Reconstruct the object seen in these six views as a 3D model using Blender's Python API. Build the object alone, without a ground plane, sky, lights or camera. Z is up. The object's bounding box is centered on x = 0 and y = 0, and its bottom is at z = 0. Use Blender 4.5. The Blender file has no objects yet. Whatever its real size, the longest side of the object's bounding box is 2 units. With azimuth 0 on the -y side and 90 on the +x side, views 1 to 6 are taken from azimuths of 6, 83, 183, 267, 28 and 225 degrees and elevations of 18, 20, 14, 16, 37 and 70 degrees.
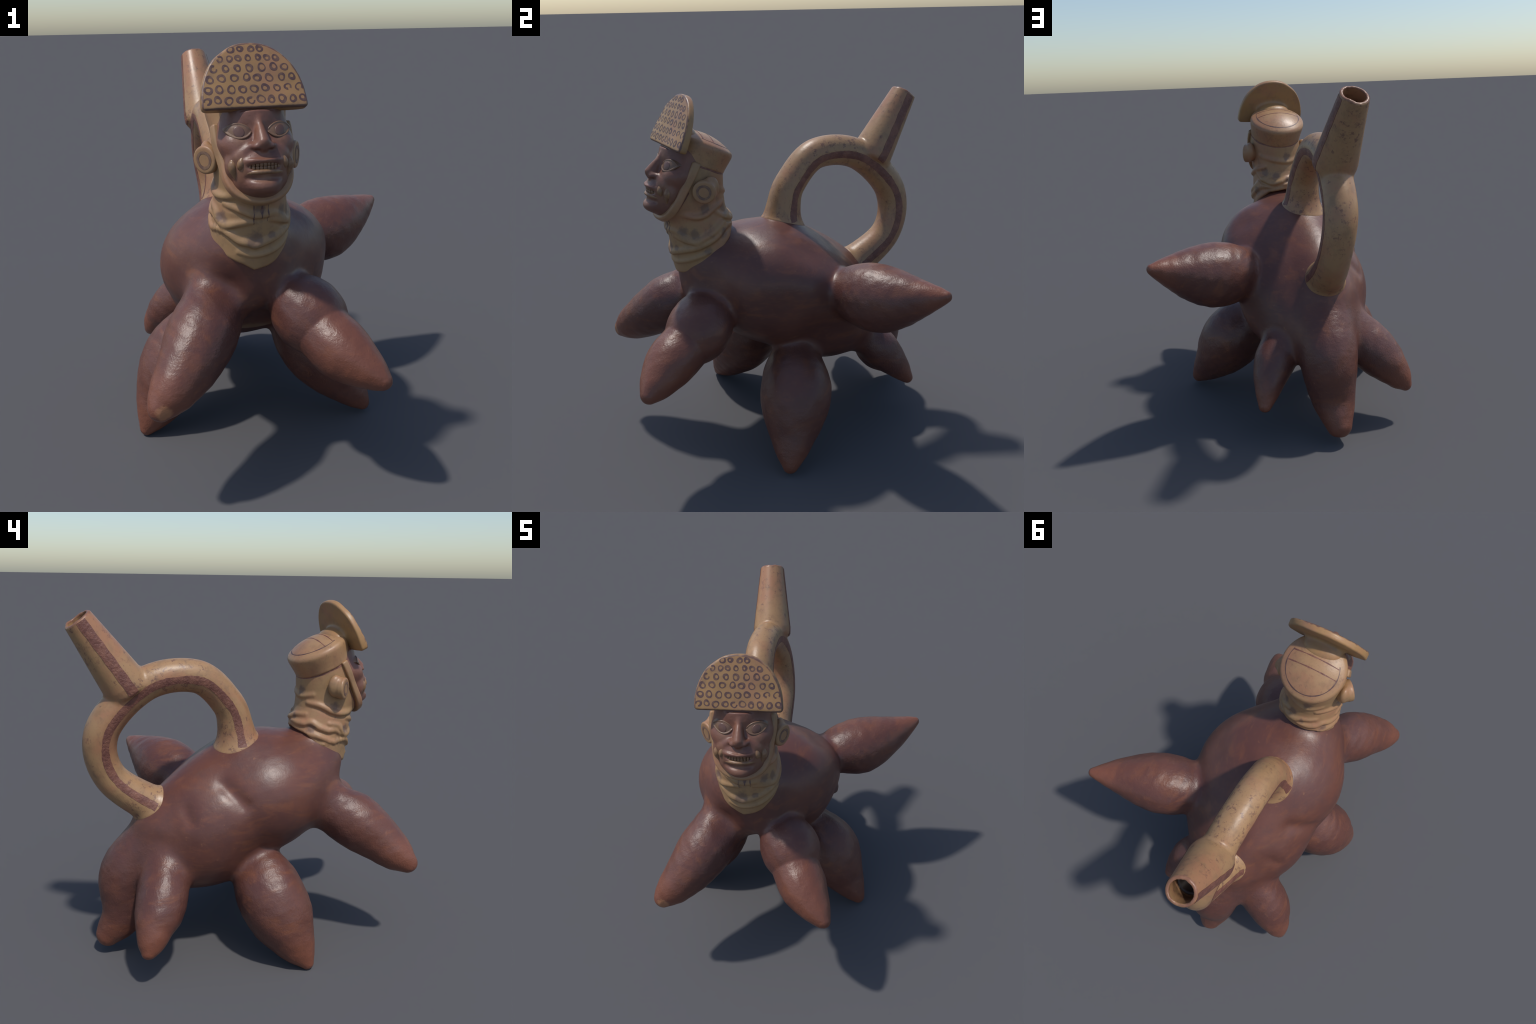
# Ceramic stirrup-spout vessel: a tuber-limbed creature body with a fanged human head,
# half-moon headdress and a cream stirrup handle.  Everything is described as signed distance
# functions (sweeps, ellipsoids, plates) that are meshed with surface nets.
import math
import numpy as np

YAW = math.radians(20.5)          # the whole vessel is turned on its base
BASE = (-0.068, 0.0, 0.0)
# local frame: x = creature's left-right (towards the viewer's right from the front), y = backwards, z = up

# ------------------------------------------------------------------ sdf tools
def smin(a, b, k):
    h = np.clip(.5 + .5 * (b - a) / k, 0, 1)
    return b + (a - b) * h - k * h * (1 - h)

def smax(a, b, k):
    return -smin(-a, -b, k)

def sstep(e0, e1, x):
    t = np.clip((x - e0) / (e1 - e0), 0, 1)
    return t * t * (3 - 2 * t)

def spline(P, n):
    P = np.asarray(P, float)
    if P.ndim == 1:
        P = P[:, None]
    m = len(P)
    Q = np.vstack([2 * P[0] - P[1], P, 2 * P[-1] - P[-2]])
    t = np.linspace(0, m - 1, n)
    i = np.minimum(t.astype(int), m - 2)
    f = (t - i)[:, None]
    p0, p1, p2, p3 = Q[i], Q[i + 1], Q[i + 2], Q[i + 3]
    return .5 * (2 * p1 + (p2 - p0) * f + (2 * p0 - 5 * p1 + 4 * p2 - p3) * f ** 2 + (3 * p1 - p0 - 3 * p2 + p3) * f ** 3)

def sweep(P, ctrl, rad, n=16, scale=None):
    """distance to a ball of varying radius swept along a spline"""
    S = spline(ctrl, n)
    R = spline(rad, n)[:, 0]
    if scale is not None:
        P = P * scale
        S = S * scale
    lo = (S - R[:, None]).min(0) - .08
    hi = (S + R[:, None]).max(0) + .08
    q = np.maximum(np.maximum(lo - P, P - hi), 0)
    out = np.linalg.norm(q, axis=1) + .08
    near = np.all((P > lo) & (P < hi), axis=1)
    X = P[near]
    best = np.full(len(X), 9.0)
    X2 = (X * X).sum(1)
    for c, r in zip(S, R):
        best = np.minimum(best, np.sqrt(np.maximum(X2 - 2 * (X @ c) + c @ c, 0)) - r)
    out[near] = best
    return out

def ellipsoid(P, c, r):
    r = np.asarray(r, float)
    q = (P - np.asarray(c)) / r
    k0 = np.sqrt((q * q).sum(1))
    k1 = np.sqrt(((q / r) ** 2).sum(1))
    return k0 * (k0 - 1) / np.maximum(k1, 1e-6)

def capsule(P, a, b, ra, rb):
    a = np.asarray(a, float)
    ab = np.asarray(b, float) - a
    h = np.clip((P - a) @ ab / (ab @ ab), 0, 1)
    v = P - a - h[:, None] * ab
    return np.sqrt((v * v).sum(1)) - (ra + (rb - ra) * h)

def rotx(P, c, ang):
    """coordinates of P in a frame at c tilted about the x axis"""
    Q = P - np.asarray(c)
    s, co = math.sin(ang), math.cos(ang)
    return np.stack([Q[:, 0], co * Q[:, 1] - s * Q[:, 2], s * Q[:, 1] + co * Q[:, 2]], 1)

def grad(f, P, e=.0012):
    G = np.empty_like(P)
    for i in range(3):
        d = np.zeros(3)
        d[i] = e
        G[:, i] = (f(P + d) - f(P - d)) / (2 * e)
    return G

def project(f, P, off=0.0, it=3):
    for _ in range(it):
        d = f(P) - off
        G = grad(f, P)
        P = P - np.clip(d / np.maximum((G * G).sum(1), .05), -.03, .03)[:, None] * G
    return P

def wave_noise(P, freq, seed):
    """cheap smooth pseudo-noise: a sum of sines with random directions"""
    g = np.random.default_rng(seed)
    out = np.zeros(len(P))
    for k in range(7):
        d = g.normal(size=3)
        d *= freq * (.6 + .9 * g.random()) / np.linalg.norm(d)
        out += np.sin(P @ d + g.random() * 6.283)
    return out / 4

def surface_nets(f, lo, hi, h):
    lo, hi = np.asarray(lo, float), np.asarray(hi, float)
    q = 4
    nc = np.ceil((hi - lo) / (h * q)).astype(int)
    n = nc * q
    cx = [lo[i] + (np.arange(nc[i]) + .5) * h * q for i in range(3)]
    C = np.stack(np.meshgrid(*cx, indexing='ij'), -1).reshape(-1, 3)
    dc = f(C).reshape(nc)
    act = np.abs(dc) < h * q * 2.2
    D = np.where(dc < 0, -1.0, 1.0)
    D = D.repeat(q, 0).repeat(q, 1).repeat(q, 2)
    A = act.repeat(q, 0).repeat(q, 1).repeat(q, 2)
    idx = np.argwhere(A)
    D[A] = f(lo + (idx + .5) * h)
    S = D < 0
    corners = [(i, j, k) for i in (0, 1) for j in (0, 1) for k in (0, 1)]
    sl = lambda o: tuple(slice(o[a], n[a] - 1 + o[a]) for a in range(3))
    cnt = sum(S[sl(o)].astype(np.int8) for o in corners)
    cells = np.argwhere((cnt > 0) & (cnt < 8))
    vid = np.full(n - 1, -1, np.int64)
    vid[tuple(cells.T)] = np.arange(len(cells))
    acc = np.zeros((len(cells), 3))
    num = np.zeros(len(cells))
    for o in corners:
        for ax in range(3):
            if o[ax]:
                continue
            p = list(o)
            p[ax] = 1
            a = D[tuple((cells + o).T)]
            b = D[tuple((cells + p).T)]
            m = (a < 0) != (b < 0)
            t = np.where(m, a / np.where(m, a - b, 1), 0)
            pt = np.tile(np.asarray(o, float), (len(cells), 1))
            pt[:, ax] = t
            acc[m] += pt[m]
            num[m] += 1
    V = lo + (cells + acc / num[:, None] + .5) * h
    quads = []
    for ax in range(3):
        u, v = (ax + 1) % 3, (ax + 2) % 3
        s0 = [slice(1, n[a] - 1) for a in range(3)]
        s1 = list(s0)
        s0[ax] = slice(0, n[ax] - 1)
        s1[ax] = slice(1, n[ax])
        a, b = S[tuple(s0)], S[tuple(s1)]
        e = np.argwhere(a != b)
        base = e + 1
        base[:, ax] -= 1
        ins = a[tuple(e.T)]
        def cell(du, dv):
            c = base.copy()
            c[:, u] += du
            c[:, v] += dv
            return vid[tuple(c.T)]
        Q = np.stack([cell(-1, -1), cell(0, -1), cell(0, 0), cell(-1, 0)], 1)
        Q[~ins] = Q[~ins][:, ::-1]
        quads.append(Q)
    return project(f, V, it=2), np.concatenate(quads)

# ------------------------------------------------------------------ body: torso and eight tuber limbs
TORSO = ([[0, -.352, 1.037], [.037, -.133, .938], [.084, .092, .834], [.075, .307, .669], [.097, .53, .565]],
         [.206, .284, .357, .346, .339, .275, .197], [.80, 1, 1])
DORSAL = ([[.024, .036, .998], [.038, .303, .881], [.02, .502, .74]], [.268, .216, .181])      # ridge of the back
CHEST = ([[-.012, -.40, 1.20], [-.015, -.405, 1.06], [-.005, -.362, .93]], [.14, .15, .16])      # root of the neck
# spine control points, radii from root to tip, blend with the torso
LIMBS = [
    ([[-.176, -.407, .84], [-.273, -.547, .743], [-.378, -.672, .634], [-.507, -.777, .528]], [.147, .153, .162, .149, .128, .102, .055], .08),
    ([[.194, -.436, .842], [.254, -.601, .752], [.331, -.769, .666], [.446, -.925, .587]], [.098, .144, .172, .142, .136, .135, .113, .083, .044], .045),
    ([[-.212, .060, .559], [-.305, .006, .380], [-.409, -.054, .205], [-.524, -.126, .036]], [.113, .168, .194, .187, .148, .100, .037], .05),
    ([[.356, -.009, .496], [.459, -.082, .345], [.557, -.155, .195], [.665, -.237, .056]], [.15, .190, .199, .173, .134, .092, .041], .06),
    ([[-.104, .570, .567], [-.253, .634, .409], [-.323, .688, .323], [-.391, .741, .226]], [.125, .142, .135, .119, .099, .077, .042], .06),
    ([[.422, .256, .888], [.616, .325, .911], [.809, .396, .962], [.999, .482, 1.028]], [.11, .169, .187, .165, .125, .079, .028], .045),
    ([[.195, .427, .597], [.303, .529, .493], [.391, .614, .374], [.466, .717, .23]], [.09, .107, .117, .119, .099, .070, .034], .045),
    ([[.029, .483, .70], [.084, .715, .485], [.075, .762, .243], [.079, .862, .111]], [.197, .183, .168, .147, .125, .098, .069], .05),
]

def torso_sdf(P):
    d = sweep(P, TORSO[0], TORSO[1], 60, np.array(TORSO[2]))
    d = smin(d, sweep(P, DORSAL[0], DORSAL[1], 60), .03)
    return smin(d, sweep(P, CHEST[0], CHEST[1], 60), .06)

def limb_sdf(P, i):
    c, r, _ = LIMBS[i]
    return sweep(P, c, r, 56) - .003

# creases pressed into the left flank: line, width, depth
DENTS = [((-.225, .262, 1.045), (-.335, .185, .945), .030, .019), ((-.185, .462, .905), (-.225, .448, .85), .026, .012),
         ((-.490, -.835, .535), (-.492, -.837, .533), .02, .007)]      # and a chip at one limb's tip
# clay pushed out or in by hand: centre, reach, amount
SCULPT = [((.45, -.03, 1.06), .13, .014), ((.33, -.16, 1.17), .09, .013), ((.48, .11, .66), .12, -.05), ((-.1, .42, 1.0), .12, .022),
          ((-.2, .45, .84), .1, .015), ((.07, .61, .87), .09, .033), ((-.317, .149, .626), .1, -.028), ((-.13, -.525, .95), .07, -.028),
          ((.12, -.54, .93), .07, .020), ((.03, -.57, 1.03), .05, -.016), ((-.13, -.34, 1.26), .06, .012), ((.48, -.16, .87), .09, -.022),
          ((.37, .06, 1.155), .08, -.020), ((.21, -.46, 1.065), .06, -.022), ((.29, .65, .60), .09, -.022), ((-.2, .71, .56), .07, -.018),
          ((0, -.52, .91), .06, .018)]

def body_sdf(P):
    d = torso_sdf(P)
    for i, L in enumerate(LIMBS):
        d = smin(d, limb_sdf(P, i), L[2])
    for c, r, amt in SCULPT:
        q = P - np.array(c)
        d = d - amt * np.exp(-(q * q).sum(1) / (2 * r * r))
    return d

# ------------------------------------------------------------------ stirrup handle and spout
HANDLE = ([[-.003, .094, 1.15], [-.004, .106, 1.30], [-.010, .159, 1.446], [-.014, .336, 1.599], [.010, .616, 1.568],
           [.046, .846, 1.326], [.071, .806, 1.055], [.029, .521, .833]],
          [.130, .103, .091, .090, .091, .092, .091, .113])
SPOUT_A, SPOUT_B = np.array([.018, .729, 1.58]), np.array([.005, .951, 1.912])
SPOUT_R = (.122, .076)

def handle_sdf(P):
    return sweep(P, HANDLE[0], HANDLE[1], 220)

def spout_sdf(P):
    ax = SPOUT_B - SPOUT_A
    L = np.linalg.norm(ax)
    ax = ax / L
    v = P - SPOUT_A
    t = v @ ax
    rr = np.sqrt(np.maximum((v * v).sum(1) - t * t, 0))
    u = t / L
    R = np.interp(u, [-.25, 0, 1], [.12, SPOUT_R[0], SPOUT_R[1]])
    chip = .005 * wave_noise(P, 60, 5) + .003 * wave_noise(P, 130, 6)
    d = smax(rr - R, t - L - chip, .012)
    d = smax(d, -t - .06, .03)
    return d, smax(rr - (R - .018), -(t - .26), .02)

def stirrup_sdf(P):
    s, hole = spout_sdf(P)
    d = smin(handle_sdf(P), s, .018)
    # the feet of the handle flare where they were luted to the body
    foot = np.minimum(np.linalg.norm(P - np.array([0, .10, 1.18]), axis=1), np.linalg.norm(P - np.array([.05, .62, .89]), axis=1)) < .26
    if foot.any():
        b = np.maximum(body_sdf(P[foot]), 0)
        d[foot] -= .012 * np.exp(-b / .014)
    return smax(d, -hole, .006)

# ------------------------------------------------------------------ head
SCARF_LOW = lambda y: 1.03 + .585 * (y + .593)       # lower hem of the neck scarf
STRAP_N = np.array([0, -.875, .484])                 # plane that carries the chin strap
STRAP_P = np.array([0, -.655, 1.362])

def strap_plane(P):
    return (P - STRAP_P) @ np.array([0, -.8755, .4832])

def skull_sdf(P):
    d = ellipsoid(P, (0, -.466, 1.565), (.163, .168, .29))
    d = smax(d, rotx(P, HAT_C, HAT_T)[:, 2] - .07, .03)
    d = smin(d, ellipsoid(P, (0, -.60, 1.452), (.118, .10, .085)), .08)
    return d

def face_sdf(P):
    S = P.copy()
    S[:, 0] = np.abs(S[:, 0])
    d = ellipsoid(S, (0, -.462, 1.58), (.163, .168, .31))
    d = smax(d, rotx(P, HAT_C, HAT_T)[:, 2] - .07, .03)
    d = smin(d, ellipsoid(S, (0, -.60, 1.462), (.118, .10, .092)), .09)         # jaw
    d = smin(d, ellipsoid(S, (0, -.612, 1.535), (.108, .085, .06)), .06)        # muzzle
    d = smin(d, ellipsoid(S, (0, -.672, 1.44), (.066, .056, .036)), .03)        # chin
    d = smin(d, ellipsoid(S, (.095, -.565, 1.60), (.06, .06, .045)), .07)       # cheekbone
    d = smax(d, -ellipsoid(S, (.088, -.648, 1.672), (.062, .034, .034)), .025)  # eye socket
    d = smin(d, capsule(S, (0, -.608, 1.700), (0, -.685, 1.622), .008, .019), .022)      # nose ridge
    d = smin(d, capsule(S, (0, -.63, 1.66), (0, -.668, 1.608), .016, .034), .018)        # nose flanks
    d = smin(d, ellipsoid(S, (.028, -.672, 1.603), (.019, .024, .014)), .014)   # nostril wings
    d = smin(d, capsule(S, (.05, -.655, 1.60), (.098, -.638, 1.555), .008, .014), .022)  # fold beside the nose
    d = smax(d, -ellipsoid(S, (0, -.705, 1.521), (.096, .028, .015)), .010)     # open mouth
    d = smin(d, sweep(S, [(0, -.708, 1.549), (.05, -.694, 1.548), (.085, -.664, 1.54)], [.005, .0055, .004], 24), .014)  # upper lip
    d = smin(d, ellipsoid(S, (.115, -.61, 1.512), (.032, .03, .045)), .02)      # swelling that carries the fang
    d = smax(d, -capsule(S, (0, -.722, 1.479), (.075, -.69, 1.474), .010, .008), .014)   # groove under the lip
    d = smax(d, -capsule(S, (.018, -.70, 1.584), (.028, -.685, 1.586), .007, .007), .006)
    d = d - .0016 * wave_noise(P, 55, 31)
    Q = rotx(P, CROWN_C, CROWN_T)                                               # the forehead stops under the headdress
    d = smax(d, -np.maximum(Q[:, 1] - .012, -(Q[:, 2] + .004)), .008)
    return smax(d, -(strap_plane(P) + .012), .01)

# neck profile: heights, back line, front line, half width
NECK = ([.9, 1.0, 1.1, 1.2, 1.3, 1.4, 1.5, 1.62],
        [-.10, -.13, -.17, -.205, -.24, -.276, -.289, -.289],
        [-.548, -.567, -.588, -.598, -.614, -.620, -.607, -.592],
        [.194, .192, .188, .182, .173, .164, .160, .160])

def neck_d(P):
    zt = NECK[0]
    back, front, w = (np.interp(P[:, 2], zt, v) for v in NECK[1:])
    c, hh = (back + front) / 2, (back - front) / 2
    x, y = P[:, 0] / w, (P[:, 1] - c) / hh
    k = np.sqrt(x * x + y * y)
    th = np.arctan2(x, -y)                       # 0 at the front
    return (k - 1) * np.minimum(w, hh), th

HEM = ([-3.3, -2.37, -2.0, -1.65, -1.23, -.71, -.36, -.1, .28, .79, 1.17, 1.47, 1.9, 2.43, 3.3],
       [1.29, 1.253, 1.202, 1.15, 1.10, 1.078, 1.057, 1.028, 1.040, 1.068, 1.103, 1.147, 1.21, 1.267, 1.29])
# rolls of cloth round the neck: (angle from the front, height) along each roll, and its thickness
ROLLS = [
    ([(-2.6, 1.425), (-2.15, 1.414), (-1.7, 1.380), (-1.3, 1.365), (-.9, 1.367), (-.6, 1.38)], .017),
    ([(-1.7, 1.31), (-1.35, 1.295), (-1.2, 1.262), (-1.03, 1.24), (-.8, 1.236), (-.55, 1.249), (-.2, 1.262)], .018),
    ([(-1.0, 1.335), (-.62, 1.318), (-.37, 1.302), (-.16, 1.288), (.09, 1.287), (.38, 1.29), (.8, 1.26)], .014),
    ([(.3, 1.27), (.55, 1.255), (.79, 1.24), (1.05, 1.233), (1.34, 1.257), (1.65, 1.283), (1.93, 1.312), (2.27, 1.347), (2.6, 1.36)], .018),
    ([(-1.75, 1.20), (-1.01, 1.21), (-.73, 1.193), (-.5, 1.167), (-.28, 1.158), (-.12, 1.146), (.03, 1.152), (.3, 1.167), (.65, 1.185), (1.01, 1.202),
      (1.29, 1.222), (1.62, 1.248), (2.08, 1.297), (2.54, 1.31), (3.0, 1.328)], .017),
    ([(.75, 1.392), (.96, 1.382), (1.23, 1.373), (1.51, 1.381), (1.88, 1.41), (2.35, 1.43)], .016),
    ([(-3.3, 1.32), (-2.8, 1.308), (-2.5, 1.308), (-2.3, 1.316), (-2.0, 1.29), (-1.7, 1.272), (-1.45, 1.272), (-1.2, 1.247)], .015),
    ([(-2.4, 1.255), (-2.1, 1.246), (-1.74, 1.226), (-1.38, 1.202)], .014),
    ([(2.1, 1.505), (2.5, 1.485), (2.82, 1.470), (3.34, 1.458), (3.85, 1.472)], .012),
    ([(1.9, 1.39), (2.1, 1.36), (2.34, 1.338), (2.74, 1.325), (3.26, 1.352), (3.7, 1.36)], .013),
    ([(-.5, 1.115), (-.1, 1.098), (.4, 1.112), (.8, 1.135), (1.3, 1.17)], .009),
]

def on_neck(th, z, out=0.0):
    zt, back, front, w = NECK
    bk, fr, w = np.interp(z, zt, back), np.interp(z, zt, front), np.interp(z, zt, w)
    return np.stack([(w + out) * np.sin(th), (bk + fr) / 2 - ((bk - fr) / 2 + out) * np.cos(th), z], -1)

def hood_sdf(P):
    d, th = neck_d(P)
    d = d + .004 - .0035 * wave_noise(P, 34, 3)
    for pts, r in ROLLS:
        c = spline(pts, 5 * len(pts))
        e = np.minimum(np.arange(len(c)), np.arange(len(c))[::-1]) / 5.0
        rr = r * np.minimum(1, .45 + .3 * e)
        d = smin(d, sweep(P, on_neck(c[:, 0], c[:, 1] + .004, -.006), rr, 70), .018)
        d = smax(d, -sweep(P, on_neck(c[:, 0], c[:, 1] - r - .003, .006), rr * .55, 70), .009)
    d = smax(d, P[:, 2] - 1.66, .02)
    d = smin(d, skull_sdf(P) - .002, .03)
    hem = np.interp(th, HEM[0], HEM[1])
    d = smax(d, hem - .003 * wave_noise(P, 30, 8) - P[:, 2], .016)
    return smax(d, strap_plane(P) - .008, .01)

def strap_sdf(P):
    shell = skull_sdf(P)
    band = np.maximum(np.abs(strap_plane(P)) - .012, 0)
    sh = np.maximum(np.abs(shell - .008) - .007, 0)
    d = np.sqrt(band ** 2 + sh ** 2) - .009
    return smax(d, rotx(P, HAT_C, HAT_T)[:, 2] - .012, .01)

HAT_C, HAT_T = (-.002, -.440, 1.635), math.radians(26)

def hat_sdf(P):
    Q = rotx(P, HAT_C, HAT_T)
    r = np.sqrt(Q[:, 0] ** 2 + (Q[:, 1] * .99) ** 2)
    t = Q[:, 2]
    wall = r - (.168 + .012 * sstep(0, .11, t))
    dome = np.sqrt(r ** 2 + (t + .165) ** 2) - .334          # shallow cap
    d = smax(wall, dome, .016)
    d = smax(d, -t, .012) - .001 * wave_noise(P, 30, 12)
    return smax(d, .006 - rotx(P, CROWN_C, CROWN_T)[:, 1], .01)

CROWN_C, CROWN_T = (-.004, -.598, 1.743), math.radians(24)
CROWN_W, CROWN_H, CROWN_D = .226, .283, .025

def crown_sdf(P):
    Q = rotx(P, CROWN_C, CROWN_T)
    x, y, t = Q[:, 0], Q[:, 1], Q[:, 2]
    e = (np.abs(x / CROWN_W) ** 2.2 + (np.maximum(t, 0) / CROWN_H) ** 2.2) ** (1 / 2.2)
    d2 = (e - 1) * .225 - .0025 * wave_noise(P, 24, 22)
    d2 = smax(d2, -t, .02)
    thick = CROWN_D + .004 * sstep(.12, 0, t) - .006 * sstep(.6, 1, e)
    d = smax(d2, np.abs(y - .017) - thick, .012)
    d = d - .0018 * wave_noise(P, 45, 21)
    stem = ellipsoid(P, (-.005, -.49, 1.79), (.11, .065, .05))
    stem = smax(stem, -(y - .006), .01)
    return smin(d, stem, .045)

EAR_C = np.array([.198, -.468, 1.522])
EAR_AZ = {-1: math.radians(49), 1: math.radians(59)}     # the discs turn partly forwards

def ear_frame(P, side):
    Q = P - EAR_C * np.array([side, 1, 1])
    n = np.array([math.sin(EAR_AZ[side]) * side, -math.cos(EAR_AZ[side]), .0])
    t = Q @ n
    r = np.sqrt(np.maximum((Q * Q).sum(1) - t * t, 0))
    return t, r

def ear_sdf(P, side):
    t, r = ear_frame(P, side)
    R = np.interp(t, [-.09, -.045, -.012, .02], [.035, .05, .062, .062])
    d = smax(r - R, t - .016, .012)
    d = smax(d, -t - .08, .02)
    lobe = ellipsoid(P, (side * .187, -.425, 1.535), (.03, .045, .062))
    return smin(d, lobe, .015)

#--ANALYSIS-END
import bpy
from mathutils import Vector

root = bpy.data.objects.new("ceramic_vessel", None)
bpy.context.collection.objects.link(root)
root.location = BASE
root.rotation_euler = (0, 0, YAW)
root["label"] = "brown clay vessel with tuber limbs, fanged human head and stirrup spout"
root["category"] = "ceramic vessel"

# ------------------------------------------------------------------ materials
class Mat:
    def __init__(self, name, rough=.4):
        self.m = bpy.data.materials.new(name)
        self.m.use_nodes = True
        self.nt = self.m.node_tree
        self.bsdf = self.nt.nodes["Principled BSDF"]
        self.bsdf.inputs["Roughness"].default_value = rough
        self.co = self.n("ShaderNodeTexCoord").outputs["Object"]

    def n(self, t, **kw):
        x = self.nt.nodes.new(t)
        for k, v in kw.items():
            setattr(x, k, v)
        return x

    def put(self, sock, val):
        if hasattr(val, "is_output"):
            self.nt.links.new(val, sock)
        elif isinstance(val, (tuple, list)) and len(val) == 3 and sock.type == 'RGBA':
            sock.default_value = (*val, 1)
        else:
            sock.default_value = val

    def noise(self, scale, detail=4, rough=.55, co=None, dist=0):
        x = self.n("ShaderNodeTexNoise")
        self.put(x.inputs["Vector"], co or self.co)
        x.inputs["Scale"].default_value = scale
        x.inputs["Detail"].default_value = detail
        x.inputs["Roughness"].default_value = rough
        x.inputs["Distortion"].default_value = dist
        return x.outputs["Fac"]

    def ramp(self, v, lo, hi):
        x = self.n("ShaderNodeMapRange", interpolation_type='SMOOTHSTEP')
        self.put(x.inputs["Value"], v)
        x.inputs["From Min"].default_value = lo
        x.inputs["From Max"].default_value = hi
        return x.outputs["Result"]

    def mix(self, f, a, b):
        x = self.n("ShaderNodeMix", data_type='RGBA')
        self.put(x.inputs[0], f)
        self.put(x.inputs[6], a)
        self.put(x.inputs[7], b)
        return x.outputs[2]

    def math(self, op, a, b=0.0, c=0.0):
        x = self.n("ShaderNodeMath", operation=op)
        self.put(x.inputs[0], a)
        self.put(x.inputs[1], b)
        self.put(x.inputs[2], c)
        return x.outputs[0]

    def vmath(self, op, a, b=None):
        x = self.n("ShaderNodeVectorMath", operation=op)
        self.put(x.inputs[0], a)
        if b is not None:
            self.put(x.inputs[1], b)
        return x.outputs["Value"] if op in ('LENGTH', 'DISTANCE', 'DOT_PRODUCT') else x.outputs[0]

    def stretch(self, s, rot=(0, 0, 0)):
        x = self.n("ShaderNodeMapping")
        self.put(x.inputs["Vector"], self.co)
        x.inputs["Scale"].default_value = s
        x.inputs["Rotation"].default_value = rot
        return x.outputs[0]

    def spot(self, centre, r, soft=.45, wob=1.1):
        """soft-edged irregular blotch around a point"""
        d = self.vmath('DISTANCE', self.co, tuple(centre))
        w = self.math('MULTIPLY_ADD', self.noise(38, 4, .6), wob * r * 2, -wob * r)
        return self.ramp(self.math('ADD', d, w), r * (1 + soft), r * (1 - soft))

    def bump(self, h, strength, dist, normal=None):
        x = self.n("ShaderNodeBump")
        x.inputs["Strength"].default_value = strength
        x.inputs["Distance"].default_value = dist
        self.put(x.inputs["Height"], h)
        if normal is not None:
            self.put(x.inputs["Normal"], normal)
        return x.outputs[0]

    def done(self, col, rough=None, normal=None, coat=0):
        self.put(self.bsdf.inputs["Base Color"], col)
        if rough is not None:
            self.put(self.bsdf.inputs["Roughness"], rough)
        if normal is not None:
            self.put(self.bsdf.inputs["Normal"], normal)
        self.bsdf.inputs["Coat Weight"].default_value = coat
        return self.m

PURPLE = (.075, .042, .046)
CREAM = (.36, .215, .105)

def body_material(name="burnished_brown_clay", grain=1.0):
    M = Mat(name)
    a = M.ramp(M.noise(3.2, 5, .6), .35, .68)
    col = M.mix(a, (.108, .042, .033), (.142, .053, .036))
    streak = M.noise(9, 6, .65, M.stretch((1, .45, 1.6), (.5, 0, .3)), .6)
    col = M.mix(M.math('MULTIPLY', M.ramp(streak, .50, .70), .75), col, (.190, .069, .036))
    fine = M.noise(32, 5, .7, M.stretch((1, .35, 2.0), (.4, .3, .2)), .4)
    col = M.mix(M.math('MULTIPLY', M.ramp(fine, .52, .72), .5), col, (.172, .073, .042))
    col = M.mix(M.math('MULTIPLY', M.ramp(M.noise(6, 5, .65), .52, .72), .45), col, (.080, .037, .035))
    col = M.mix(M.math('MULTIPLY', M.ramp(M.noise(2.1, 4), .56, .74), .45), col, (.085, .041, .039))
    col = M.mix(M.math('MULTIPLY', M.ramp(M.noise(26, 4, .6), .66, .76), .6), col, (.25, .11, .055))
    # worn, redder limb tips
    for (c, r, k), rad in zip(LIMBS, (.22, .36, .2, .16, .2, .18, .14, .16)):
        d = M.vmath('DISTANCE', M.co, tuple(c[-1]))
        w = M.math('MULTIPLY_ADD', M.noise(14, 4), .16, -.08)
        f = M.ramp(M.math('ADD', d, w), rad * 1.25, rad * .25)
        col = M.mix(M.math('MULTIPLY', f, .65), col, (.225, .078, .043))
    col = M.mix(M.spot((-.50, -.84, .53), .035, .3, .5), col, (.34, .15, .075))
    col = M.mix(M.math('MULTIPLY', M.spot((.03, -.2, .56), .13, .3, .4), .8), col, (.30, .18, .09))   # unslipped belly
    h1 = M.noise(38, 3, .5)
    h2 = M.noise(130, 3, .6)
    nrm = M.bump(h1, .4 * grain, .006)
    nrm = M.bump(h2, .4 * grain, .003, nrm)
    rough = M.math('MULTIPLY_ADD', M.noise(12, 4), .22, .29)
    return M.done(col, rough, nrm)

def cream_base(M, base=CREAM, alt=(.36, .175, .092)):
    col = M.mix(M.ramp(M.noise(4.5, 5, .6), .42, .66), base, alt)
    col = M.mix(M.math('MULTIPLY', M.ramp(M.noise(15, 6, .7), .47, .70), .6), col, (.25, .15, .08))
    col = M.mix(M.math('MULTIPLY', M.ramp(M.noise(70, 4, .6), .55, .72), .35), col, (.24, .14, .08))
    col = M.mix(M.math('MULTIPLY', M.ramp(M.noise(7, 5, .65, M.stretch((1, 1.3, .8), (.4, .2, 0))), .60, .74), .55), col, (.15, .095, .065))
    return col

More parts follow.
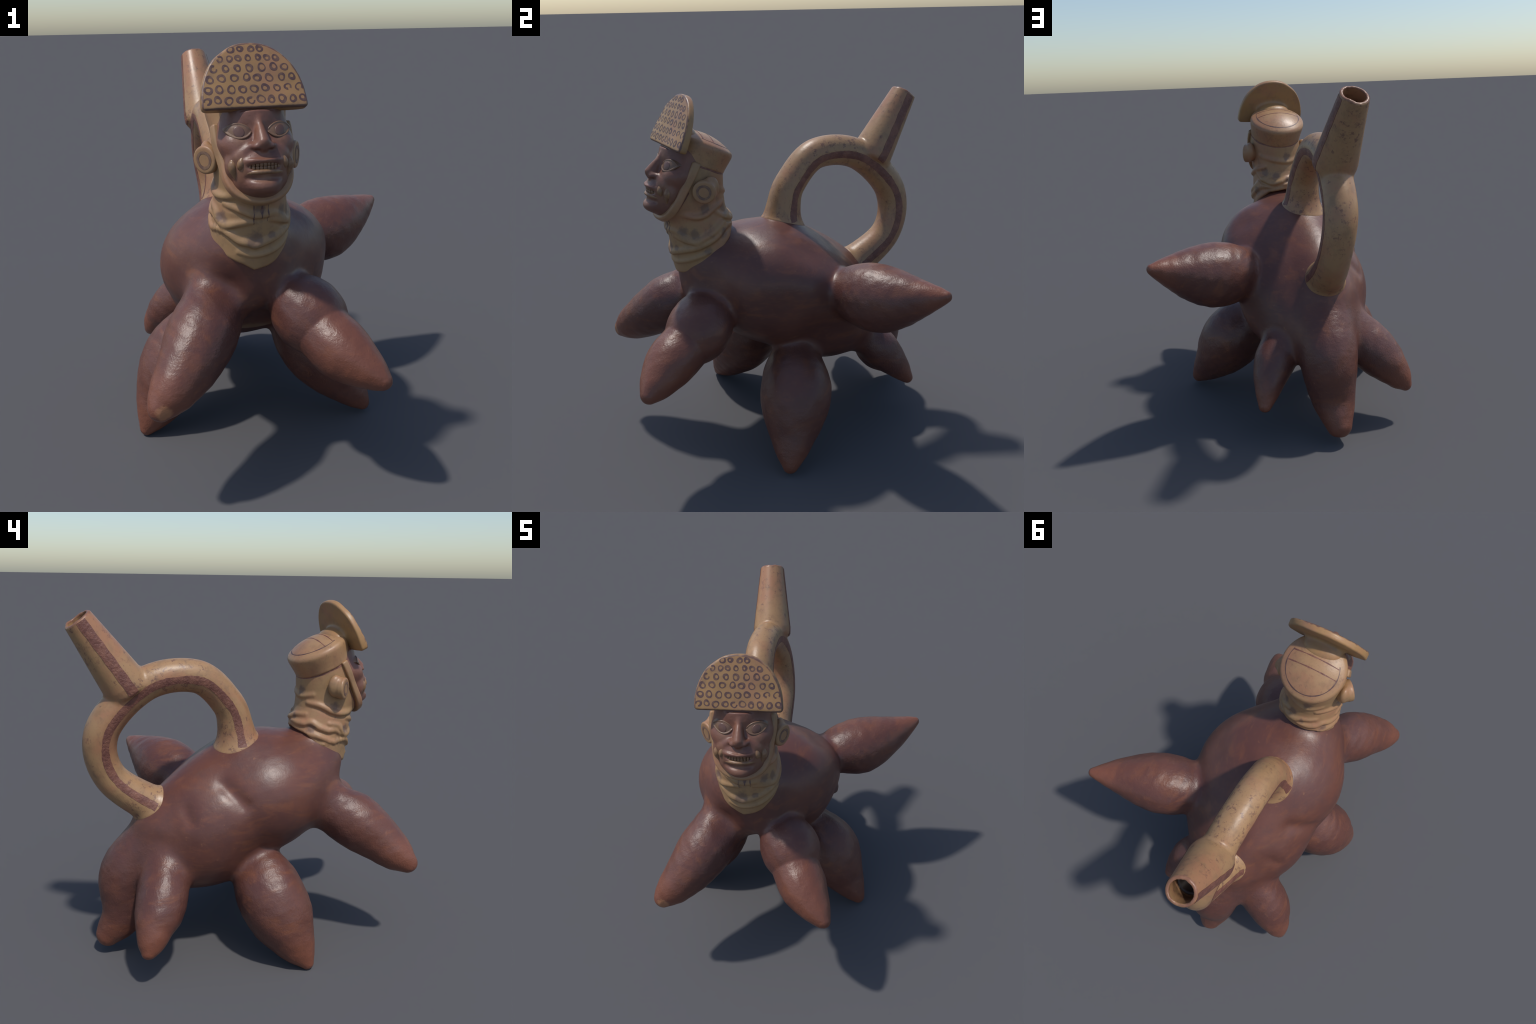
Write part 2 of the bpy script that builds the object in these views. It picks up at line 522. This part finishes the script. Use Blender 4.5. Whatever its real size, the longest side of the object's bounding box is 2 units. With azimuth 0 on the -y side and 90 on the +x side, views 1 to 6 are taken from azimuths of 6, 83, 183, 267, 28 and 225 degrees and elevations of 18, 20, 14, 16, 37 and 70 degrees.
def cream_material(name, spots=(), flecks=.0, base=CREAM, rough=.42, extra=None):
    M = Mat(name)
    col = cream_base(M, base)
    if flecks:
        zone = M.ramp(M.noise(3.0, 3), .36, .56)
        f = M.math('MULTIPLY', M.ramp(M.noise(34, 6, .75), .54, .62), zone)
        f = M.math('MAXIMUM', f, M.ramp(M.noise(16, 5, .65), .63, .70))
        col = M.mix(M.math('MULTIPLY', f, flecks), col, (.15, .072, .055))
    for c, r in spots:
        col = M.mix(M.math('MULTIPLY', M.spot(c, r), .62), col, (.12, .075, .064))
    if extra:
        col = extra(M, col)
    nrm = M.bump(M.noise(60, 4, .6), .25, .003)
    rg = M.math('MULTIPLY_ADD', M.noise(10, 3), .24, rough - .1)
    return M.done(col, rg, nrm)

def spout_rim(M, col):
    """worn red-brown lip of the spout"""
    ax = SPOUT_B - SPOUT_A
    L = float(np.linalg.norm(ax))
    ax = ax / L
    t = M.vmath('DOT_PRODUCT', M.vmath('SUBTRACT', M.co, tuple(SPOUT_A)), tuple(ax))
    t = M.math('ADD', t, M.math('MULTIPLY_ADD', M.noise(30, 4), .03, -.015))
    col = M.mix(M.math('MULTIPLY', M.ramp(t, L - .012, L - .003), .75), col, (.22, .095, .058))
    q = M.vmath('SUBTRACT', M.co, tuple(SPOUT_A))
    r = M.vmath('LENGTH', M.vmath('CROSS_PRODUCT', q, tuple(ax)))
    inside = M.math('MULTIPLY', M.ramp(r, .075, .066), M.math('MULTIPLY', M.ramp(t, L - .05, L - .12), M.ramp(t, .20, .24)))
    return M.mix(inside, col, (.02, .012, .009))     # bore colour blackened to paint in its deep shadow

def plain_material(name, c1, c2, scale=14, rough=.4, bump=.25, bdist=.003, bscale=60):
    M = Mat(name)
    col = M.mix(M.ramp(M.noise(scale, 5, .6), .38, .66), c1, c2)
    return M.done(col, rough, M.bump(M.noise(bscale, 4, .6), bump, bdist))

LIMB = body_material()
BODY = body_material("burnished_brown_clay_smooth", .35)
def face_material():
    M = Mat("dark_face_slip")
    col = M.mix(M.ramp(M.noise(8, 5, .6), .38, .66), (.158, .068, .049), (.205, .086, .056))
    for c, r in (((0, -.685, 1.64), .045), ((0, -.64, 1.685), .03), ((.1, -.645, 1.575), .026), ((-.095, -.65, 1.565), .022), ((0, -.72, 1.45), .05), ((.0, -.7, 1.56), .03)):
        col = M.mix(M.math('MULTIPLY', M.spot(c, r, .6, .6), .6), col, (.215, .095, .058))
    for c, r in (((.11, -.65, 1.51), .05), ((-.11, -.65, 1.51), .05), ((0, -.71, 1.50), .04), ((.085, -.62, 1.625), .03), ((-.085, -.62, 1.625), .03)):
        col = M.mix(M.math('MULTIPLY', M.spot(c, r, .7, .9), .45), col, (.26, .14, .078))
    return M.done(col, .42, M.bump(M.noise(45, 4, .6), .4, .004))
FACE = face_material()
STRIPE = plain_material("dark_red_paint", (.155, .060, .045), (.225, .095, .063), 22, .5, .8, .006, 70)
PAINT = plain_material("purple_paint", (.098, .050, .047), (.17, .092, .066), 45, .5, .2, .002, 80)
TOOTH = plain_material("ochre_slip", (.27, .15, .073), (.19, .10, .055), 30, .38)
FADED = plain_material("faded_paint", (.15, .085, .065), (.24, .14, .085), 40, .5, .2, .002, 80)
IRIS = plain_material("brown_iris", (.125, .062, .048), (.15, .076, .054), 20, .35)
EYE = plain_material("cream_eye", (.195, .112, .066), (.155, .083, .053), 16, .38)
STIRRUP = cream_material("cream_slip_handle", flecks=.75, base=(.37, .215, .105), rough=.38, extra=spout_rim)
SCARF_SPOTS = [(on_neck(a, z), r) for a, z, r in ((-1.0, 1.276, .024), (-.12, 1.178, .034), (.72, 1.30, .026), (1.52, 1.424, .026), (1.05, 1.281, .026),
    (1.91, 1.276, .026), (1.31, 1.19, .022), (.32, 1.193, .016), (2.36, 1.40, .028), (-2.25, 1.289, .026), (-1.1, 1.276, .02), (-1.61, 1.413, .024),
    (-2.95, 1.498, .026), (2.8, 1.375, .026), (-3.05, 1.345, .018), (.0, 1.325, .022))]
SCARF = cream_material("cream_slip_scarf", SCARF_SPOTS, base=(.35, .21, .10), rough=.48)
STRAP = cream_material("cream_slip_strap", base=(.33, .195, .095), rough=.42)
HAT = cream_material("cream_slip_hat", flecks=.35, base=(.38, .22, .11), rough=.40)
def crown_material():
    M = Mat("ochre_slip_headdress")
    col = cream_base(M, (.37, .205, .082))
    ct, st = math.cos(CROWN_T), math.sin(CROWN_T)
    q = M.vmath('SUBTRACT', M.co, CROWN_C)
    x = M.vmath('DOT_PRODUCT', q, (1 / CROWN_W, 0, 0))
    t = M.vmath('DOT_PRODUCT', q, (0, st / CROWN_H, ct / CROWN_H))
    y = M.vmath('DOT_PRODUCT', q, (0, ct, -st))
    e = M.math('POWER', M.math('ADD', M.math('POWER', M.math('ABSOLUTE', x), 2.2), M.math('POWER', M.math('MAXIMUM', t, 0.0), 2.2)), 1 / 2.2)
    w = M.math('MULTIPLY_ADD', M.noise(25, 4), .03, -.015)
    rim = M.ramp(M.math('ADD', e, w), .955, .972)
    rim = M.math('MAXIMUM', rim, M.ramp(M.math('ADD', t, w), .03, .015))
    frontside = M.ramp(M.math('ADD', y, M.math('MULTIPLY_ADD', M.noise(30, 4), .03, -.015)), .006, -.002)
    f = M.math('MULTIPLY', M.math('MULTIPLY', rim, frontside), .85)
    col = M.mix(f, col, (.105, .055, .052))
    return M.done(col, M.math('MULTIPLY_ADD', M.noise(10, 3), .2, .32), M.bump(M.noise(60, 4, .6), .25, .003))
CROWN = crown_material()

# ------------------------------------------------------------------ mesh builders
def new_object(name, V, F, mat, parent=root, smooth=True, normals=None):
    me = bpy.data.meshes.new(name)
    V = np.asarray(V, float)
    F = np.asarray(F)
    me.from_pydata(V.tolist(), [], F.tolist())
    me.materials.append(mat)
    me.polygons.foreach_set("use_smooth", [smooth] * len(me.polygons))
    me.update()
    if normals is not None:
        me.normals_split_custom_set_from_vertices(normals.tolist())
    ob = bpy.data.objects.new(name, me)
    bpy.context.collection.objects.link(ob)
    ob.parent = parent
    return ob

def sdf_object(name, f, lo, hi, h, mat, parent=root):
    V, F = surface_nets(f, lo, hi, h)
    return new_object(name, V, F, mat, parent)

def vertex_normals(V, F):
    a = V[F[:, 2]] - V[F[:, 0]]
    b = V[F[:, 3]] - V[F[:, 1]]
    n = np.cross(a, b)
    N = np.zeros_like(V)
    for i in range(4):
        np.add.at(N, F[:, i], n)
    return N / np.maximum(np.linalg.norm(N, axis=1), 1e-12)[:, None]

def split_regions(V, F, label, names, mats):
    """cut one smooth surface into named parts whose border vertices coincide"""
    N = vertex_normals(V, F)
    out = []
    for r, nm in enumerate(names):
        Fr = F[label == r]
        if not len(Fr):
            continue
        used, inv = np.unique(Fr, return_inverse=True)
        out.append(new_object(nm, V[used], inv.reshape(-1, 4), mats[r], normals=N[used]))
    return out

def painted_strip(name, L, Rr, f, mat, parent=root, lift=.0012, closed=False, across=5):
    """thin layer of paint between two edge lines, laid on the surface f = 0"""
    L, Rr = np.asarray(L, float), np.asarray(Rr, float)
    n = len(L)
    t = np.linspace(0, 1, across)[None, :, None]
    G = L[:, None] * (1 - t) + Rr[:, None] * t
    top = project(f, G.reshape(-1, 3), lift)
    low = project(f, G.reshape(-1, 3), -.002)
    V = np.vstack([top, top, low])           # the top sheet keeps its own vertices, so its edge stays crisp
    rim, off = n * across, 2 * n * across
    F = []
    rng = range(n if closed else n - 1)
    for i in rng:
        j = (i + 1) % n
        for k in range(across - 1):
            a, b, c, d = i * across + k, i * across + k + 1, j * across + k + 1, j * across + k
            F.append((a, b, c, d))
            F.append((d + off, c + off, b + off, a + off))
        for k in (0, across - 1):
            a, d = i * across + k, j * across + k
            F.append((a + rim, d + rim, d + off, a + off) if k == 0 else (d + rim, a + rim, a + off, d + off))
    # face outwards
    g = grad(f, top[:1])[0]
    v = V[np.array(F[0])]
    if np.dot(np.cross(v[2] - v[0], v[3] - v[1]), g) < 0:
        F = [q[::-1] for q in F]
    return new_object(name, V, F, mat, parent)

# ------------------------------------------------------------------ body
V, F = surface_nets(body_sdf, (-.75, -1.05, -.03), (1.1, 1.0, 1.42), .0085)
N = vertex_normals(V, F)
away = np.min([limb_sdf(V, i) for i in range(len(LIMBS))], 0)
soft = .9 * sstep(.02, .07, away)[:, None]                  # burnish the torso: relax it away from the limb roots
E2 = np.concatenate([F[:, [i, (i + 1) % 4]] for i in range(4)])
deg = np.bincount(E2.ravel(), minlength=len(V))[:, None]
for _ in range(60):
    acc = np.zeros_like(V)
    for ax in range(3):
        acc[:, ax] = np.bincount(E2[:, 0], V[E2[:, 1], ax], len(V)) + np.bincount(E2[:, 1], V[E2[:, 0], ax], len(V))
    V = V + soft * .7 * (acc / deg - V)
N = vertex_normals(V, F)
for a, b, w, dep in DENTS:
    q = capsule(V, a, b, 0, 0)
    V = V - N * (dep * np.exp(-q * q / (2 * w * w)))[:, None]
N = vertex_normals(V, F)
rough = .3 + .7 * sstep(.02, .12, torso_sdf(V))           # the torso is smoother than the limbs
V = V + N * (rough * (.0022 * wave_noise(V, 26, 1) + .0016 * wave_noise(V, 75, 2)))[:, None]
V[:, 2] = np.maximum(V[:, 2], .0)
C = V[F].mean(1)
D = np.stack([torso_sdf(C) - .012] + [limb_sdf(C, i) for i in range(len(LIMBS))], 1)
label = D.argmin(1)
split_regions(V, F, label, ["torso"] + ["limb"] * len(LIMBS), [BODY] + [LIMB] * 8)

# ------------------------------------------------------------------ stirrup
V, F = surface_nets(stirrup_sdf, (-.16, -.05, .75), (.2, 1.06, 1.99), .0065)
C = V[F].mean(1)
lab = (spout_sdf(C)[0] < handle_sdf(C) - .004).astype(int)
keep = (body_sdf(C) > -.03)
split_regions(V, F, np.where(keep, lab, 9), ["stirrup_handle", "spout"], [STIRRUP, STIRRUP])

rng = np.random.default_rng(4)
S = spline(HANDLE[0], 160)
T = np.gradient(S, axis=0)
T /= np.linalg.norm(T, axis=1)[:, None]
Rr = spline(HANDLE[1], 160)[:, 0]
for side in (-1, 1):
    lat = np.array([side, 0, 0]) - T * T[:, :1] * side
    lat /= np.linalg.norm(lat, axis=1)[:, None]
    inn = np.cross(lat, T) * side
    cen = np.array([.0, .47, 1.24])
    sgn = np.sign(((cen - S) * inn).sum(1).mean())
    inn = inn * sgn
    w = .0215 + .0015 * np.sin(np.arange(160) * .31 + side) + .001 * rng.normal(size=160)
    base = S + lat * Rr[:, None] * .96 + inn * .014
    m = body_sdf(base) > -.006
    ds = np.linalg.norm(base - cen, axis=1)
    painted_strip("painted_stripe", (base + inn * w[:, None])[m], (base - inn * w[:, None])[m], stirrup_sdf, STRIPE)
    ax = SPOUT_B - SPOUT_A
    t = np.linspace(-.17, .975, 60)
    c = SPOUT_A + t[:, None] * ax + np.array([side, 0, 0]) * np.interp(t, [0, 1], SPOUT_R)[:, None]
    pr = np.array([0, ax[2], -ax[1]]) / np.linalg.norm(ax)
    w = (.028 + .0012 * np.sin(np.arange(60) * .5))[:, None]
    painted_strip("painted_stripe", c + pr * w, c - pr * w, lambda P: smin(handle_sdf(P), spout_sdf(P)[0], .018), STRIPE, lift=.0016)

# ------------------------------------------------------------------ head
head = sdf_object("head", face_sdf, (-.2, -.78, 1.33), (.2, -.40, 1.80), .0042, FACE)
sdf_object("head_scarf", hood_sdf, (-.26, -.70, .92), (.26, -.05, 1.80), .0055, SCARF)
sdf_object("chin_strap", strap_sdf, (-.22, -.72, 1.30), (.22, -.40, 1.74), .0045, STRAP)
sdf_object("hat", hat_sdf, (-.23, -.69, 1.52), (.23, -.19, 1.86), .0055, HAT)
hat = bpy.data.objects["hat"]
hc, hs = math.cos(HAT_T), math.sin(HAT_T)
scarf = bpy.data.objects["head_scarf"]
th = np.linspace(-.72, math.pi + .72, 110)          # dark line under the brim
def under_brim(t):
    x, y, t = .158 * np.cos(th), .158 * np.sin(th), t + .001 * np.sin(9 * th)
    return np.stack([HAT_C[0] + x, HAT_C[1] + hc * y + hs * t, HAT_C[2] - hs * y + hc * t], -1)
painted_strip("painted_line", under_brim(.004), under_brim(-.006), hood_sdf, STRIPE, scarf, lift=.0006, across=3)
for a0, a1, z0, z1, wd in ((-.16, -.15, 1.345, 1.25, .006), (.06, .04, 1.35, 1.285, .014), (.23, .20, 1.355, 1.262, .006)):   # runs of paint under the chin
    z = np.linspace(z0, z1, 24)
    a = np.linspace(a0, a1, 24)
    w = wd * (.75 + .3 * np.sin(z * 130 + a0 * 9)) * np.minimum(1, np.linspace(4, .5, 24)) / .17
    painted_strip("painted_line", on_neck(a - w / 2, z), on_neck(a + w / 2, z), hood_sdf, PAINT, scarf, lift=.0006, across=4)
th = np.linspace(math.pi - .12, 2 * math.pi + .12, 110)   # dark line behind the chin strap
def by_strap(o):
    c = STRAP_P + np.array([0, .4832, .8755]) * .17 + np.array([0, -.8755, .4832]) * o
    return c + .17 * (np.cos(th)[:, None] * np.array([1.0, 0, 0]) + np.sin(th)[:, None] * np.array([0, .4832, .8755]))
painted_strip("painted_line", by_strap(-.021), by_strap(-.0285), hood_sdf, STRIPE, scarf, lift=.0006, across=3)
def on_hat(x, y):
    x, y = np.asarray(x, float), np.asarray(y, float)
    t = np.sqrt(np.maximum(.334 ** 2 - x * x - y * y, .01)) - .165
    return np.stack([HAT_C[0] + x, HAT_C[1] + hc * y + hs * t, HAT_C[2] - hs * y + hc * t], -1)
th = np.linspace(-.45, math.pi + .45, 90)
w = .0026 + .0008 * np.sin(7 * th)
painted_strip("painted_line", on_hat((.143 + w) * np.cos(th), (.143 + w) * np.sin(th)), on_hat((.143 - w) * np.cos(th), (.143 - w) * np.sin(th)), hat_sdf, PAINT, hat, lift=.0007, across=3)
for yc in (-.058, .002):
    half = math.sqrt(.143 ** 2 - yc ** 2)
    x = np.linspace(-half, half, 50)
    yy = yc + .006 * (x / half) ** 2 - .004 * x / half
    w = .003 + .0008 * np.sin(x * 70)
    painted_strip("painted_line", on_hat(x, yy + w), on_hat(x, yy - w), hat_sdf, STRIPE, hat, lift=.0007, across=3)
crown = sdf_object("headdress_plate", crown_sdf, (-.26, -.64, 1.68), (.26, -.36, 2.03), .005, CROWN)
for side in (-1, 1):
    f = lambda P, s=side: ear_sdf(P, s)
    ear = sdf_object("ear_ornament", f, (min(side * .09, side * .29), -.56, 1.42), (max(side * .09, side * .29), -.34, 1.63), .0045, STRAP)
    n = np.array([math.sin(EAR_AZ[side]) * side, -math.cos(EAR_AZ[side]), 0])
    e1 = np.array([n[1], -n[0], 0])
    th = np.linspace(0, 2 * math.pi, 48, endpoint=False)
    ring = lambda r: EAR_C * np.array([side, 1, 1]) + n * .016 + np.asarray(r)[:, None] * (np.cos(th)[:, None] * e1 + np.sin(th)[:, None] * np.array([0, 0, 1]))
    painted_strip("painted_ring", ring(.040 + .001 * np.sin(3 * th)), ring(.027 + .001 * np.sin(2 * th)), f, FADED, ear, closed=True)

def front(f, x, z, y0=-.80, y1=-.3):
    """frontmost surface point of f at (x, z)"""
    ys = np.linspace(y0, y1, 500)
    d = f(np.stack([np.full(500, x), ys, np.full(500, z)], 1))
    return np.array([x, ys[np.argmax(d < 0)], z])

def blob(name, f, c, r, mat, parent, h=.003):
    c, r = np.asarray(c), np.asarray(r)
    return sdf_object(name, f, c - r, c + r, h, mat, parent)

# eyes: cream almond with raised lids and a brown iris
for side in (-1, 1):
    c = np.array([side * .088, -.601, 1.656])
    def eye_f(P, s=side, c=c):
        Q = P - c
        x, z = Q[:, 0] * s, Q[:, 2] - .03 * Q[:, 0] * s
        y = Q[:, 1] - .35 * Q[:, 0] * s - .42 * Q[:, 2]
        up = np.sqrt(x ** 2 + (z + .034) ** 2) - .066
        lo = np.sqrt(x ** 2 + (z - .042) ** 2) - .068
        d2 = np.maximum(up, lo)
        ball = np.sqrt(x ** 2 + (y - .06) ** 2 + z ** 2) - .078
        lid = np.sqrt(d2 ** 2 + (ball - .001) ** 2) - np.where(z < 0, .0042, .0025)
        return smin(smax(d2, ball, .004), lid, .004)
    eye = blob("eye", eye_f, c + np.array([0, .0, 0]), (.075, .06, .05), EYE, head)
    def iris_f(P, s=side, c=c):
        Q = P - c
        x, z = Q[:, 0] * s, Q[:, 2] - .03 * Q[:, 0] * s
        y = Q[:, 1] - .35 * Q[:, 0] * s - .42 * Q[:, 2]
        ball = np.sqrt(x ** 2 + (y - .06) ** 2 + z ** 2) - .0793
        return smax(np.sqrt(x ** 2 + (z + .001) ** 2) - .023, smax(ball, y - .01, .003), .003)
    blob("iris", iris_f, c, (.03, .045, .03), IRIS, eye, .0025)

# teeth in two rows, ochre lower lip
def box_mesh(w, d, h):
    import bmesh
    bm = bmesh.new()
    bmesh.ops.create_cube(bm, size=1)
    bmesh.ops.scale(bm, vec=(w, d, h), verts=bm.verts)
    bmesh.ops.bevel(bm, geom=bm.edges[:], offset=min(w, h) * .3, segments=3, affect='EDGES', profile=.5)
    me = bpy.data.meshes.new("tooth")
    bm.to_mesh(me)
    bm.free()
    me.materials.append(TOOTH)
    me.polygons.foreach_set("use_smooth", [True] * len(me.polygons))
    return me

mouth = lambda x: -.697 + 5.0 * x * x
tooth = box_mesh(.0148, .022, .019)
for row, (z, n, w) in enumerate(((1.5325, 11, .0145), (1.5150, 11, .0145))):
    for i in range(n):
        x = (i - (n - 1) / 2) * w
        ob = bpy.data.objects.new("tooth", tooth)
        bpy.context.collection.objects.link(ob)
        ob.parent = head
        ob.location = (x, mouth(x) + .004, z + .3 * x * x)
        ob.rotation_euler = (0, 0, math.atan(11 * x))
        ob.scale = (rng.uniform(.92, 1.04), 1, rng.uniform(.93, 1.07))

def lip_f(P):
    x = P[:, 0]
    y = P[:, 1] - (-.702 + 5.5 * x * x)
    z = P[:, 2] - (1.502 - 1.3 * x * x)
    d = np.sqrt((y / 1.3) ** 2 + z ** 2) - np.interp(np.abs(x), [0, .07, .115], [.0105, .0105, .006])
    return smax(d * .9, np.abs(x) - .108, .006)
blob("lower_lip", lip_f, (0, -.67, 1.495), (.12, .07, .035), TOOTH, head)

# fangs: an inner curved one beside the mouth and an outer drop on the cheek
for side in (-1, 1):
    def inner(P, s=side):
        return sweep(P, [(s * .082, -.655, 1.558), (s * .092, -.662, 1.53), (s * .094, -.655, 1.505)], [.010, .017, .008], 30)
    blob("fang", inner, (side * .09, -.655, 1.53), (.045, .045, .06), TOOTH, head)
    def outer(P, s=side):
        return sweep(P, [(s * .121, -.632, 1.537), (s * .122, -.636, 1.512), (s * .112, -.638, 1.468)], [.013, .019, .005], 30)
    blob("fang", outer, (side * .118, -.632, 1.505), (.045, .045, .07), TOOTH, head)

# ------------------------------------------------------------------ painted rings on the headdress
ct, st = math.cos(CROWN_T), math.sin(CROWN_T)
def on_crown(x, t):
    x, t = np.asarray(x, float), np.asarray(t, float)
    y = -.006
    return np.stack([x + CROWN_C[0], CROWN_C[1] + ct * y + st * t, CROWN_C[2] - st * y + ct * t], -1)
ROWS = ((.036, 10, -.203, .205), (.083, 9, -.195, .193), (.129, 8, -.180, .170), (.172, 7, -.160, .142), (.214, 7, -.132, .110), (.254, 4, -.080, .045))
for t0, n, x0, x1 in ROWS:
    for i in range(n):
        x = x0 + (x1 - x0) * i / (n - 1) + rng.uniform(-.003, .003)
        t = t0 + rng.uniform(-.003, .003)
        r = rng.uniform(.0165, .019) * (1 if t0 < .2 else .88)
        wd = rng.uniform(.0068, .0105)
        th = np.linspace(0, 2 * math.pi, 40, endpoint=False)
        ph = rng.uniform(0, 6.28, 3)
        wob = 1 + .07 * np.sin(2 * th + ph[0]) + .04 * np.sin(3 * th + ph[1])
        ro, ri = r * wob, (r - wd * (1 + .3 * np.sin(th + ph[2]))) * wob
        closed = rng.random() > .12
        sel = slice(0, 40) if closed else slice(0, 34)
        roll = rng.integers(0, 40)
        ro, ri, tt = np.roll(ro, roll)[sel], np.roll(ri, roll)[sel], np.roll(th, roll)[sel]
        painted_strip("painted_ring", on_crown(x + ro * np.cos(tt), t + ro * np.sin(tt)), on_crown(x + ri * np.cos(tt), t + ri * np.sin(tt)),
                      crown_sdf, PAINT, crown, lift=.0005, closed=closed, across=3)

# the head sits slightly to the creature's left of the body's mid-plane
for ob in root.children:
    if ob.name.split(".")[0] in ("head", "head_scarf", "chin_strap", "hat", "headdress_plate", "ear_ornament"):
        ob.location = (-.009, -.006 if ob.name == "head" else .001, 0)
